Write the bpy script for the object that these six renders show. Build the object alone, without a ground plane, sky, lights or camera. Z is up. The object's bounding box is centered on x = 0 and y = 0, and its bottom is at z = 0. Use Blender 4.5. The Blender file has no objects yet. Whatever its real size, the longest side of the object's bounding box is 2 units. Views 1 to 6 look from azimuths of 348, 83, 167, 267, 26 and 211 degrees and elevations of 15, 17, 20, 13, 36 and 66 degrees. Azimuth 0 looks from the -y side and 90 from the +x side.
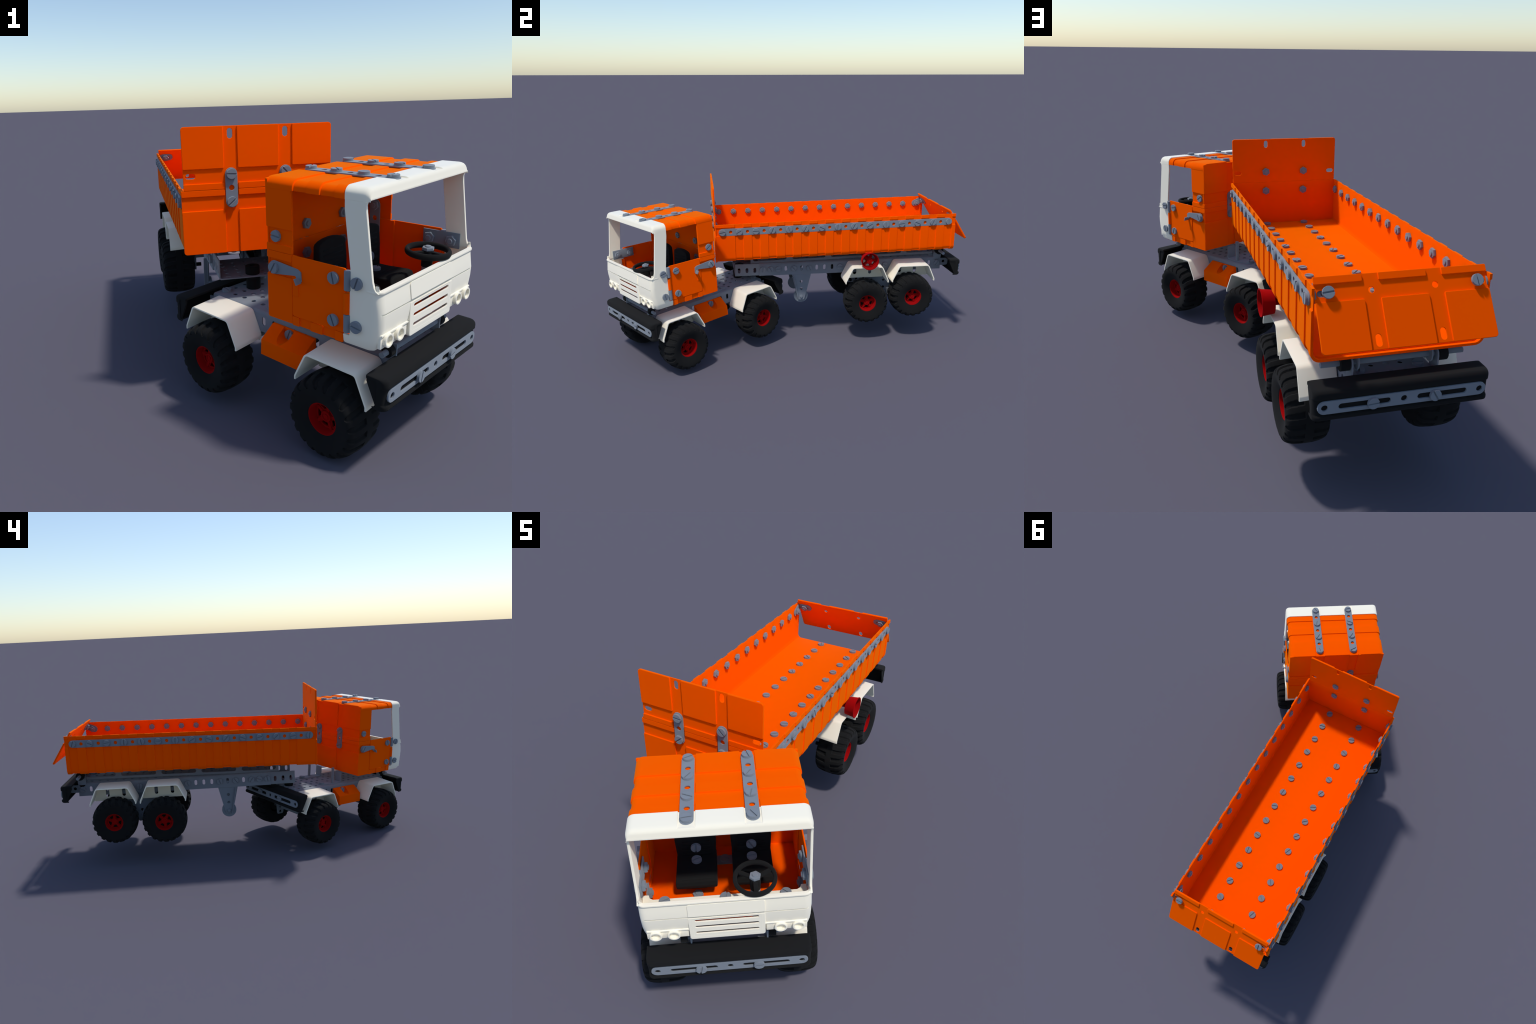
"""Articulated construction-kit dump truck: yawed tractor with cab, straight semi-trailer with a slightly tipped bed.
Everything sits on the kit's hole pitch P.  Lengths in metres."""
import bpy, bmesh, math, random
from mathutils import Matrix, Vector

random.seed(7)
P = 0.0444                    # hole pitch of the kit
STRIP_W, STRIP_T = 0.0385, 0.0045
HEAD_R, HEAD_H = 0.0163, 0.0085
STEP = 0.0042                 # how far the panels' pads stand proud

# ------------------------------------------------------------------ materials
def material(name, rgb, rough=1.0, spec=0.5, vary=0.03, scale=9.0, bump=0.0, bump_scale=200.0, metal=1.0):
    m = bpy.data.materials.new(name)
    m.use_nodes = True
    nt = m.node_tree
    b = nt.nodes["Principled BSDF"]
    tc = nt.nodes.new("ShaderNodeTexCoord")
    n = nt.nodes.new("ShaderNodeTexNoise")
    n.inputs["Scale"].default_value = scale
    n.inputs["Detail"].default_value = 3
    nt.links.new(tc.outputs["Object"], n.inputs["Vector"])
    r = nt.nodes.new("ShaderNodeValToRGB")
    lo = [c * (1 - vary) for c in rgb]
    hi = [min(1, c * (1 + vary)) for c in rgb]
    r.color_ramp.elements[0].position, r.color_ramp.elements[1].position = 0.35, 0.65
    r.color_ramp.elements[0].color = (*lo, 1)
    r.color_ramp.elements[1].color = (*hi, 1)
    nt.links.new(n.outputs["Fac"], r.inputs["Fac"])
    nt.links.new(r.outputs["Color"], b.inputs["Base Color"])
    b.inputs["Roughness"].default_value = rough
    b.inputs["Specular IOR Level"].default_value = spec
    b.inputs["Metallic"].default_value = metal
    if bump:
        n2 = nt.nodes.new("ShaderNodeTexNoise")
        n2.inputs["Scale"].default_value = bump_scale
        nt.links.new(tc.outputs["Object"], n2.inputs["Vector"])
        bp = nt.nodes.new("ShaderNodeBump")
        bp.inputs["Strength"].default_value = bump
        bp.inputs["Distance"].default_value = 0.001
        nt.links.new(n2.outputs["Fac"], bp.inputs["Height"])
        nt.links.new(bp.outputs["Normal"], b.inputs["Normal"])
    return m

# every part of the kit is a rough, metallic paint (roughness 1, metallic 1)
ORANGE = material("orange_paint", (1.0, 0.225, 0.0), vary=0.0)
WHITE = material("white_paint", (0.985, 0.955, 0.87), vary=0.0)
STEEL = material("grey_steel", (0.41, 0.445, 0.487), vary=0.02, scale=14)
BLACK = material("black_plastic", (0.045, 0.045, 0.045), vary=0.0)
RUBBER = material("black_rubber", (0.042, 0.042, 0.042), vary=0.03, scale=30, bump=0.1, bump_scale=300)
RED = material("red_plastic", (0.53, 0.012, 0.014), vary=0.0)

# ------------------------------------------------------------------ frames
XC = -0.1565                                    # middle plane of the trailer
TX = Vector((0.84077, 0.54003, 0.03829))
TY0 = Vector((-0.54136, 0.83933, 0.04958))
TZ0 = TX.cross(TY0)
TO = Vector((-0.1322, -0.2940, 0.1583))         # middle of the tractor's rear axle

def frame(x, y, origin):
    x = x.normalized(); y = (y - x * y.dot(x)).normalized(); z = x.cross(y)
    return Matrix(((x.x, y.x, z.x, origin.x), (x.y, y.y, z.y, origin.y), (x.z, y.z, z.z, origin.z), (0, 0, 0, 1)))

F_CHASSIS = frame(TX, TY0 + 0.0088 * TZ0, TO)   # x to the side, y to the rear, z up
F_CAB = frame(TX, TY0 - 0.0178 * TZ0, TO)       # the cab leans back a degree on its mounts
F_TRAILER = Matrix.Translation((XC, 0, 0))
HINGE = Vector((0, 0.887, 0.489))
F_BED = Matrix.Translation((XC, 0, 0)) @ Matrix.Translation(HINGE) @ Matrix.Rotation(math.atan(0.0183), 4, 'X') @ Matrix.Translation(-HINGE)

def axes(u, v, origin):
    """matrix taking a plate drawn in xy (thickness along z) to a plane spanned by u, v"""
    return frame(Vector(u), Vector(v), Vector(origin))

def T(x, y, z): return Matrix.Translation((x, y, z))
def RX(d): return Matrix.Rotation(math.radians(d), 4, 'X')
def RY(d): return Matrix.Rotation(math.radians(d), 4, 'Y')
def RZ(d): return Matrix.Rotation(math.radians(d), 4, 'Z')
MIRX = Matrix.Scale(-1, 4, (1, 0, 0))

# ------------------------------------------------------------------ mesh helpers
def finish(me, mat, angle=32):
    me.materials.clear(); me.materials.append(mat)
    for p in me.polygons: p.use_smooth = True
    me.set_sharp_from_angle(angle=math.radians(angle))
    me.update()
    return me

def to_mesh(bm, name="m"):
    me = bpy.data.meshes.new(name); bm.to_mesh(me); bm.free(); return me

def rrect(x0, x1, y0, y1, r=0.0, n=5, corners=(1, 1, 1, 1)):
    """rounded rectangle, corners order: (x1,y1),(x0,y1),(x0,y0),(x1,y0)"""
    pts = []
    for k, (cx, cy) in enumerate(((x1, y1), (x0, y1), (x0, y0), (x1, y0))):
        sx = -1 if cx == x1 else 1; sy = -1 if cy == y1 else 1
        rr = r * corners[k]
        if rr <= 0: pts.append((cx, cy)); continue
        for i in range(n + 1):
            a = math.radians(90 * k + 90 * i / n)
            pts.append((cx + sx * rr + rr * math.cos(a), cy + sy * rr + rr * math.sin(a)))
    return pts

def circle(x, y, r, n=16): return [(x + r * math.cos(2 * math.pi * i / n), y + r * math.sin(2 * math.pi * i / n)) for i in range(n)]

def slot(x0, y0, x1, y1, r, n=6):
    a = math.atan2(y1 - y0, x1 - x0); pts = []
    for (cx, cy, s) in ((x1, y1, a - math.pi / 2), (x0, y0, a + math.pi / 2)):
        pts += [(cx + r * math.cos(s + math.pi * i / n), cy + r * math.sin(s + math.pi * i / n)) for i in range(n + 1)]
    return pts

def plate(loops, t, bev=0.0012, base=0.0):
    """flat plate: first loop is the outline, the others are holes; thickness from z=base to base+t"""
    cu = bpy.data.curves.new("tmp", 'CURVE'); cu.dimensions = '2D'; cu.fill_mode = 'BOTH'
    bev = min(bev, t * 0.45)
    cu.extrude = t / 2 - bev; cu.bevel_depth = bev; cu.bevel_resolution = 1; cu.offset = -bev
    for lp in loops:
        sp = cu.splines.new('POLY'); sp.points.add(len(lp) - 1); sp.use_cyclic_u = True
        for p, q in zip(sp.points, lp): p.co = (q[0], q[1], 0, 1)
    ob = bpy.data.objects.new("tmp", cu)
    me = bpy.data.meshes.new_from_object(ob)
    bpy.data.objects.remove(ob); bpy.data.curves.remove(cu)
    me.transform(T(0, 0, base + t / 2))
    return me

def joined(parts):
    bm = bmesh.new()
    for me, mx in parts:
        tmp = bmesh.new(); tmp.from_mesh(me); tmp.transform(mx)
        if mx.determinant() < 0: bmesh.ops.reverse_faces(tmp, faces=tmp.faces)
        m2 = bpy.data.meshes.new("t"); tmp.to_mesh(m2); tmp.free()
        bm.from_mesh(m2); bpy.data.meshes.remove(m2)
    return to_mesh(bm)

I4 = Matrix.Identity(4)

def box(x0, x1, y0, y1, z0, z1, bev=0.002, seg=2):
    bm = bmesh.new(); bmesh.ops.create_cube(bm, size=1)
    for v in bm.verts: v.co = Vector(((x0 + x1) / 2 + v.co.x * (x1 - x0), (y0 + y1) / 2 + v.co.y * (y1 - y0), (z0 + z1) / 2 + v.co.z * (z1 - z0)))
    if bev: bmesh.ops.bevel(bm, geom=bm.edges[:], offset=bev, segments=seg, affect='EDGES', profile=0.5)
    return to_mesh(bm)

def lathe(profile, n=32, closed=False):
    """revolve (radius, height) pairs round z"""
    bm = bmesh.new(); rings = []
    for r, z in profile:
        if r < 1e-6: rings.append([bm.verts.new((0, 0, z))])
        else: rings.append([bm.verts.new((r * math.cos(2 * math.pi * i / n), r * math.sin(2 * math.pi * i / n), z)) for i in range(n)])
    pairs = list(zip(rings, rings[1:])) + ([(rings[-1], rings[0])] if closed else [])
    for a, b in pairs:
        for i in range(n):
            j = (i + 1) % n
            if len(a) == 1 and len(b) == 1: continue
            if len(a) == 1: bm.faces.new((a[0], b[j], b[i]))
            elif len(b) == 1: bm.faces.new((a[i], a[j], b[0]))
            else: bm.faces.new((a[i], a[j], b[j], b[i]))
    bmesh.ops.recalc_face_normals(bm, faces=bm.faces[:])
    return to_mesh(bm)

def cyl(r, h, n=24, bev=0.001):
    return lathe([(0, 0), (r - bev, 0), (r, bev), (r, h - bev), (r - bev, h), (0, h)], n)

def tube(r0, r1, h, n=28, bev=0.001):
    return lathe([(r1, bev), (r1 + bev, 0), (r0 - bev, 0), (r0, bev), (r0, h - bev), (r0 - bev, h), (r1 + bev, h), (r1, h - bev)], n, True)

def prism(profile, x0, x1, bev=0.0015):
    """extrude a closed (y, z) profile along x"""
    return joined([(plate([profile], x1 - x0, bev), axes((0, 1, 0), (0, 0, 1), (x0, 0, 0)))])

def boolean(me, cutters):
    ob = bpy.data.objects.new("a", me); bpy.context.collection.objects.link(ob); others = []
    for c in cutters:
        oc = bpy.data.objects.new("c", c); bpy.context.collection.objects.link(oc); others.append(oc)
        md = ob.modifiers.new("b", 'BOOLEAN'); md.operation = 'DIFFERENCE'; md.object = oc; md.solver = 'EXACT'
    dg = bpy.context.evaluated_depsgraph_get(); dg.update()
    out = bpy.data.meshes.new_from_object(ob.evaluated_get(dg))
    for o in others + [ob]: bpy.data.objects.remove(o)
    return out

def round_rod(points, r, n=10):
    cu = bpy.data.curves.new("tmp", 'CURVE'); cu.dimensions = '3D'; cu.bevel_depth = r; cu.bevel_resolution = 4; cu.use_fill_caps = True
    sp = cu.splines.new('POLY'); sp.points.add(len(points) - 1)
    for p, q in zip(sp.points, points): p.co = (*q, 1)
    ob = bpy.data.objects.new("tmp", cu); me = bpy.data.meshes.new_from_object(ob)
    bpy.data.objects.remove(ob); bpy.data.curves.remove(cu); return me

# ------------------------------------------------------------------ objects
COL = bpy.context.scene.collection
root = bpy.data.objects.new("articulated_dump_truck", None)
root["label"] = "orange and white construction-kit articulated dump truck with steel bolts"
root["category"] = "toy truck"
COL.objects.link(root)

def part(name, me, mat, mx, parent=root, angle=32, done=False):
    if not done: finish(me, mat, angle)
    me.name = name
    ob = bpy.data.objects.new(name, me); COL.objects.link(ob)
    ob.parent = parent; ob.matrix_parent_inverse = Matrix.Identity(4); ob.matrix_basis = mx
    return ob

def again(ob, mx, parent=None):
    o = ob.copy(); COL.objects.link(o)
    o.parent = parent or ob.parent; o.matrix_parent_inverse = Matrix.Identity(4); o.matrix_basis = mx
    return o

# slotted bolt head: disc with a slot across its top, seat on z=0
def bolt_mesh():
    half = []
    n = 14; g = 0.0021
    a0 = math.asin(g / HEAD_R)
    half = [(HEAD_R * math.cos(a0 + (math.pi - 2 * a0) * i / n), HEAD_R * math.sin(a0 + (math.pi - 2 * a0) * i / n)) for i in range(n + 1)]
    top = plate([half], HEAD_H * 0.5, 0.0008, HEAD_H * 0.5)
    return finish(joined([(cyl(HEAD_R, HEAD_H * 0.52, 28, 0.0004), I4), (top, I4), (top, RZ(180))]), STEEL)

def nut_mesh():
    R = 0.0175
    hexa = [(R * math.cos(math.radians(60 * i)), R * math.sin(math.radians(60 * i))) for i in range(6)]
    return finish(joined([(plate([hexa], 0.0095, 0.0015), I4), (cyl(0.0085, 0.0135, 16, 0.0015), I4)]), STEEL)

BOLT, NUT = bolt_mesh(), nut_mesh()

def fix(mesh, kind, parent, pos, normal, turn=None):
    """one bolt or nut of the given mesh on a surface"""
    n = Vector(normal).normalized()
    q = n.to_track_quat('Z', 'Y').to_matrix().to_4x4()
    turn = random.uniform(0, 180) if turn is None else turn
    ob = bpy.data.objects.new(kind, mesh); COL.objects.link(ob)
    ob.parent = parent; ob.matrix_parent_inverse = Matrix.Identity(4)
    ob.matrix_basis = Matrix.Translation(pos) @ q @ RZ(turn)
    return ob

def bolt(parent, pos, normal, turn=None): return fix(BOLT, "bolt", parent, pos, normal, turn)
def nut(parent, pos, normal, turn=None): return fix(NUT, "nut", parent, pos, normal, turn)

def strip_mesh(n_holes, pitch=P, t=STRIP_T):
    L = (n_holes - 1) * pitch
    return plate([slot(0, 0, L, 0, STRIP_W / 2, 10)] + [circle(i * pitch, 0, 0.0088) for i in range(n_holes)], t, 0.0006)

def padded_panel(w0, w1, h0, h1, t, pads, holes=(), r=0.006, rc=(1, 1, 1, 1), pad_r=0.003):
    """sheet in uv with rectangular pads standing proud on +w; sheet back face at w=0"""
    e = 0.0004
    ms = [(plate([rrect(w0 + e, w1 - e, h0 + e, h1 - e, r, 5, rc)] + list(holes), t, 0.0008), I4)]
    for pd in pads:
        x0, x1, y0, y1 = pd[:4]; c = pd[4] if len(pd) > 4 else (0, 0, 0, 0)
        # inner corners get a small radius, corners flagged take the sheet radius
        pts = []
        for k, (cx, cy) in enumerate(((x1, y1), (x0, y1), (x0, y0), (x1, y0))):
            rr = r if c[k] else pad_r
            sx = -1 if cx == x1 else 1; sy = -1 if cy == y1 else 1
            for i in range(6):
                a = math.radians(90 * k + 18 * i)
                pts.append((cx + sx * rr + rr * math.cos(a), cy + sy * rr + rr * math.sin(a)))
        ms.append((plate([pts], STEP + t * 0.5, 0.0012, t * 0.5), I4))
    return joined(ms)

def channel(y0, y1, hw, height, t=0.0045, r=0.009, holes=True, hole_y0=0.0, flange_slots=True, slot_r=0.0075, slot_h=0.0075, extra_flange=()):
    """inverted U of sheet steel along y: web on top at z=0, flanges hanging down; perforated on the pitch"""
    loops = [rrect(-hw + r, hw - r, y0, y1, 0)]
    flange = [rrect(y0, y1, -height, -r, 0)]
    k = math.ceil((y0 + 0.016 - hole_y0) / P)
    while hole_y0 + k * P < y1 - 0.016:
        y = hole_y0 + k * P
        if holes:
            for c in (-2, -1, 0, 1, 2): loops.append(circle(c * P, y, 0.0085, 12))
        if flange_slots: flange.append(slot(y, -0.034 - slot_h, y, -0.034 + slot_h, slot_r, 5))
        k += 1
    web = plate(loops, t, 0.0006, -t)
    fl = plate(flange, t, 0.0006)
    n = 5
    arc = [(hw - r + r * math.sin(math.pi / 2 * i / n), -r + r * math.cos(math.pi / 2 * i / n)) for i in range(n + 1)]
    arc += [(hw - r + (r - t) * math.sin(math.pi / 2 * i / n), -r + (r - t) * math.cos(math.pi / 2 * i / n)) for i in range(n, -1, -1)]
    bend = plate([arc], y1 - y0, 0.0003)
    bend_m = axes((1, 0, 0), (0, 0, 1), (0, y1, 0))
    fl_m = axes((0, 1, 0), (0, 0, 1), (hw - t, 0, 0))
    return joined([(web, I4), (fl, fl_m), (fl, MIRX @ fl_m), (bend, bend_m), (bend, MIRX @ bend_m)])

# ------------------------------------------------------------------ wheels
TYRE_R, LUGS = 0.1215, 20
def tyre_mesh():
    half = [(0.045, 0.047), (0.052, 0.0465), (0.0565, 0.049), (0.0595, 0.056), (0.0635, 0.066), (0.0672, 0.077), (0.0690, 0.087), (0.0692, 0.094),
            (0.0688, 0.0975), (0.0680, 0.1005), (0.0668, 0.1035), (0.0650, 0.1068), (0.0626, 0.1097), (0.0592, 0.1124), (0.0552, 0.1145), (0.050, 0.1162), (0.044, 0.1180), (0.035, 0.1194), (0.025, 0.1205), (0.0165, 0.121),
            (0.0143, 0.1211), (0.0130, 0.1212), (0.006, 0.1214)]
    prof = half + [(0.0, 0.1215)] + [(-a, r) for a, r in reversed(half)]
    n = LUGS * 20
    bm = bmesh.new(); rings = []
    pitch = 2 * math.pi / LUGS
    for i in range(n):
        th = 2 * math.pi * i / n; ring = []
        for a, r in prof:
            aa = abs(a)
            skew = 0.05 * (aa / 0.06) + (0.05 * ((aa - 0.05) / 0.02) ** 2 if aa > 0.05 else 0)
            ph = (th / pitch + skew / pitch + (0.5 if a < 0 else 0)) % 1.0
            d = abs(ph - 0.5)                         # 0 in the middle of the groove
            wid = 0.235
            if r < 0.107: wid *= math.sqrt(max(0.0, 1 - ((0.107 - r) / 0.0105) ** 2)) if r > 0.0966 else 0   # rounded end on the shoulder
            g = 1.0 if d < wid - 0.026 else (0.0 if d > wid + 0.024 else 1 - (d - wid + 0.026) / 0.05)
            if wid <= 0: g = 0.0
            g *= 1 if aa > 0.0142 else max(0, (aa - 0.0130) / 0.0012)
            depth = 0.0068 * g
            # push in along the local outward direction (radial on the crown, sideways on the shoulder)
            k = min(1, max(0, (aa - 0.048) / 0.02))
            rr = r - depth * (1 - 0.45 * k); ax = a - math.copysign(depth * 0.45 * k, a)
            ring.append(bm.verts.new((ax, rr * math.cos(th), rr * math.sin(th))))
        rings.append(ring)
    for i in range(n):
        A, B = rings[i], rings[(i + 1) % n]
        for j in range(len(prof) - 1): bm.faces.new((A[j], A[j + 1], B[j + 1], B[j]))
    bmesh.ops.recalc_face_normals(bm, faces=bm.faces[:])
    return finish(to_mesh(bm), RUBBER, 30)

def rim_mesh():
    """red cup rim, open side at +x (x = 0 at the outer ring plane), five spokes deep inside"""
    cup = lathe([(0.0485, 0.0), (0.0485, -0.003), (0.0460, -0.006), (0.0405, -0.046), (0.0375, -0.047), (0.0375, -0.044), (0.0440, -0.003), (0.0455, 0.0)], 40, True)
    disc = [circle(0, 0, 0.040, 40)]
    for k in range(5):
        c = math.radians(72 * k + 36); a0, a1 = c - math.radians(23), c + math.radians(23); b0, b1 = c - math.radians(10), c + math.radians(10)
        disc.append([(0.034 * math.cos(a0 + (a1 - a0) * i / 6), 0.034 * math.sin(a0 + (a1 - a0) * i / 6)) for i in range(7)] +
                    [(0.0195 * math.cos(b1 + (b0 - b1) * i / 4), 0.0195 * math.sin(b1 + (b0 - b1) * i / 4)) for i in range(5)])
    web = plate(disc, 0.006, 0.001, -0.030)
    hub = lathe([(0, -0.05), (0.0165, -0.05), (0.0165, -0.0175), (0.0155, -0.0160), (0.0115, -0.0160), (0.0108, -0.0180), (0.0075, -0.0180), (0.007, -0.0160), (0, -0.0160)], 28)
    spoke = joined([(box(0.012, 0.041, -0.0045, 0.0045, -0.032, -0.0205, 0.0012), RZ(72 * k)) for k in range(5)])
    return finish(joined([(cup, RY(90)), (web, RY(90)), (hub, RY(90)), (spoke, RY(90))]), RED)

TYRE, RIM = tyre_mesh(), rim_mesh()
HUB = finish(joined([(cyl(0.036, 0.062, 28), RY(90) @ T(0, 0, -0.045)), (cyl(0.009, 0.09, 16), RY(90) @ T(0, 0, -0.11))]), BLACK)

def wheel(mx, side):
    """wheel centred at mx, outer face towards local +x*side"""
    turn = RX(random.uniform(0, 72))
    face = Matrix.Identity(4) if side > 0 else RZ(180)
    w = bpy.data.objects.new("wheel", HUB); COL.objects.link(w); w.parent = root; w.matrix_basis = mx @ face
    t = bpy.data.objects.new("tyre", TYRE); COL.objects.link(t); t.parent = w; t.matrix_basis = turn
    r = bpy.data.objects.new("rim", RIM); COL.objects.link(r); r.parent = w; r.matrix_basis = T(0.0545, 0, 0) @ turn
    return w

for y in (-0.489, 0.0):
    for s in (-1, 1): wheel(F_CHASSIS @ T(s * 0.2208, y, 0), s)
for (s, y, z) in ((1, 0.4415, 0.2300), (1, 0.7045, 0.2545), (-1, 0.4395, 0.2376), (-1, 0.7060, 0.2507)):
    wheel(F_TRAILER @ T(s * 0.2118, y, z), s)

# ------------------------------------------------------------------ shared kit parts
def bumper_mesh():
    """rubber bumper; y outwards, z measured from the strip's hole line, y=0 at the back of the top; hollow behind"""
    pr = [(0.0, 0.0495), (0.048, 0.0495), (0.0540, 0.0483), (0.0580, 0.0455), (0.0605, 0.0415), (0.0615, 0.0370), (0.0615, 0.0260), (0.0605, 0.0240), (0.0565, 0.0225), (0.0560, 0.0205), (0.0560, -0.0220), (0.0565, -0.0240),
          (0.0610, -0.0260), (0.0625, -0.0280), (0.0625, -0.0340), (0.0610, -0.0375), (0.0565, -0.0405), (0.033, -0.0405), (0.030, -0.0340), (0.046, -0.0330), (0.0475, 0.0300), (0.040, 0.0410), (0.0, 0.0420)]
    hw, R = 0.2525, 0.016
    xs = [(hw, R)] + [(hw - R * (1 - math.cos(math.pi / 2 * i / 6)), R * (1 - math.sin(math.pi / 2 * i / 6))) for i in range(1, 7)]
    stations = [(-x, e) for x, e in xs] + [(x, e) for x, e in reversed(xs)]
    bm = bmesh.new(); rows = []
    for x, inset in stations:
        rows.append([bm.verts.new((x, y - inset * min(1, max(0, y / 0.05)), z - (inset * 0.15 if z > 0.03 else 0))) for y, z in pr])
    n = len(pr)
    for a_, b_ in zip(rows, rows[1:]):
        for i in range(n): bm.faces.new((a_[i], a_[(i + 1) % n], b_[(i + 1) % n], b_[i]))
    for r_ in (rows[0], rows[-1]): bm.faces.new(r_)
    bmesh.ops.recalc_face_normals(bm, faces=bm.faces[:])
    shell = to_mesh(bm)
    end = plate([[(0.0, 0.046), (0.036, 0.0455), (0.043, 0.038), (0.043, -0.030), (0.0420, -0.0395), (0.033, -0.0395), (0.0, 0.030)]], 0.006, 0.001)
    ends = [(end, axes((0, 1, 0), (0, 0, 1), (x - 0.003, 0, 0))) for x in (-0.2475, 0.2475)]
    return joined([(shell, I4)] + ends)

def bumper_strip_mesh():
    w = STRIP_W / 2
    loops = [slot(-5 * P, 0, 5 * P, 0, w, 10), circle(-5 * P, 0, 0.009), circle(0, 0, 0.009), circle(5 * P, 0, 0.009)]
    for s in (-1, 1): loops.append(slot(s * 1.05 * P, 0, s * 3.95 * P, 0, 0.0085))
    return joined([(plate(loops, STRIP_T + 0.001, 0.0008), axes((-1, 0, 0), (0, 0, 1), (0, 0, 0)))])

BUMPER, BSTRIP = finish(bumper_mesh(), BLACK, 50), finish(bumper_strip_mesh(), STEEL)

def bumper(parent, mx):
    b = part("bumper", BUMPER, BLACK, mx, parent, done=True)
    s = part("bumper_strip", BSTRIP, STEEL, mx @ T(0, 0.0562, 0), parent, done=True)
    for x in (-2 * P, 2 * P): bolt(parent, (mx @ T(x, 0.0617, 0)).translation, mx.to_3x3() @ Vector((0, 1, 0)))

def fender_mesh():
    """five-sided mudguard: x from the chassis outwards, centred on its axle in y, top at z=0"""
    t = 0.0055; x0, x1 = 0.0, 0.117
    pr = [(-0.1235, -0.094), (-0.1235, -0.082), (-0.0855, 0.0), (0.0855, 0.0), (0.1235, -0.082), (0.1235, -0.094)]
    bm = bmesh.new(); rows = []
    xs = [x0, x0 + 0.006, x1]
    # soften the two upper bends
    path = []
    for i, p in enumerate(pr):
        if i in (1, 2, 3, 4):
            a, b, c = Vector(pr[i - 1]), Vector(p), Vector(pr[i + 1])
            rr = 0.012 if i in (2, 3) else 0.004
            d0, d1 = b + (a - b).normalized() * rr, b + (c - b).normalized() * rr
            for k in range(5):
                u = k / 4; path.append((1 - u) ** 2 * d0 + 2 * u * (1 - u) * b + u * u * d1)
        else: path.append(Vector(p))
    for y, z in path:
        rows.append([bm.verts.new((x, y, z + (x1 - x) / (x1 - x0) * 0.006)) for x in xs])
    for a, b in zip(rows, rows[1:]):
        for j in range(len(xs) - 1): bm.faces.new((a[j], a[j + 1], b[j + 1], b[j]))
    me = to_mesh(bm)
    ob = bpy.data.objects.new("t", me); COL.objects.link(ob)
    md = ob.modifiers.new("s", 'SOLIDIFY'); md.thickness = t; md.offset = -1.0
    bv = ob.modifiers.new("b", 'BEVEL'); bv.width = 0.001; bv.segments = 2; bv.limit_method = 'ANGLE'; bv.angle_limit = 1.0
    dg = bpy.context.evaluated_depsgraph_get(); dg.update()
    out = bpy.data.meshes.new_from_object(ob.evaluated_get(dg)); bpy.data.objects.remove(ob)
    inner = [(-0.1205, -0.096), (-0.119, -0.083), (-0.083, 0.003), (0.083, 0.003), (0.119, -0.083), (0.1205, -0.096)]
    keys = [slot(y, -0.038, y, -0.066, 0.0095) for y in (-P, P)]
    web = plate([inner] + keys, 0.005, 0.0008)
    return joined([(out, I4), (web, axes((0, 1, 0), (0, 0, 1), (0.0025, 0, 0)))])

FENDER = finish(fender_mesh(), WHITE)

def fender(parent, x, y, z, s):
    m = T(s * x, y, z) @ (Matrix.Identity(4) if s > 0 else RZ(180))
    return part("fender", FENDER, WHITE, m, parent, done=True)

def hanger_mesh(top_w, bot_w, length, holes):
    o = [(-top_w / 2, 0), (top_w / 2, 0), (bot_w / 2, -length + 0.01), (bot_w / 2 - 0.006, -length), (-bot_w / 2 + 0.006, -length), (-bot_w / 2, -length + 0.01)]
    return plate([o] + [circle(0, -h, 0.0085) for h in holes], 0.005, 0.0008)

# ------------------------------------------------------------------ tractor chassis
TOP = 0.1665
chassis = part("tractor_chassis", joined([(channel(-0.61, 0.111, 0.133, 0.072), T(0, 0, TOP))]), STEEL, F_CHASSIS)
bumper(chassis, T(0, -0.6085, 0.1280) @ RZ(180))
bumper(chassis, T(0, 0.1190, 0.1280))
for s in (-1, 1):
    for y in (-0.489, 0.0):
        fender(chassis, 0.1335, y, 0.1600, s)
    # bumper brackets
    for y0, y1 in ((-0.625, -0.585), (0.085, 0.135)):
        part("bumper_bracket", box(s * 0.126 - 0.003, s * 0.126 + 0.003, y0, y1, 0.105, 0.150, 0.001), STEEL, I4, chassis)
    for y in (-0.489, 0.0):
        h = joined([(hanger_mesh(0.085, 0.046, 0.155, (0.065, 0.11, 0.14)), axes((0, 1, 0), (0, 0, 1), (s * 0.1235, y, 0.108)))])
        part("axle_hanger", h, STEEL, I4, chassis)
    for y in (0.0888,): bolt(chassis, (s * 0.0888, y, TOP), (0, 0, 1))
for y in (-0.489, 0.0):
    part("axle", joined([(cyl(0.009, 0.40, 16), T(-0.2, y, 0) @ RY(90))]), STEEL, I4, chassis)

def tank_mesh():
    pr = [(0.1345, 0.1475), (0.1425, 0.1475), (0.1965, 0.110), (0.1985, 0.0600), (0.1345, 0.0600)]
    body = joined([(plate([pr], 0.170, 0.0015), axes((1, 0, 0), (0, 0, 1), (0, -0.1825, 0)))])
    notch = joined([(cyl(0.0215, 0.10, 28, 0), T(0.1385, -0.2525, 0.134) @ RY(90))])
    notch2 = box(0.1385, 0.24, -0.2525 - 0.0215, -0.2525 + 0.0215, 0.134, 0.17, 0)
    return boolean(body, [notch, notch2])

tank = tank_mesh()
tank_l = joined([(tank, MIRX)])
part("fuel_tank", tank, ORANGE, I4, chassis); part("fuel_tank", tank_l, ORANGE, I4, chassis)
for s in (-1, 1): bolt(chassis, (s * 0.1390, -0.2525, 0.128), (s, 0, 0), 70)

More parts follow.
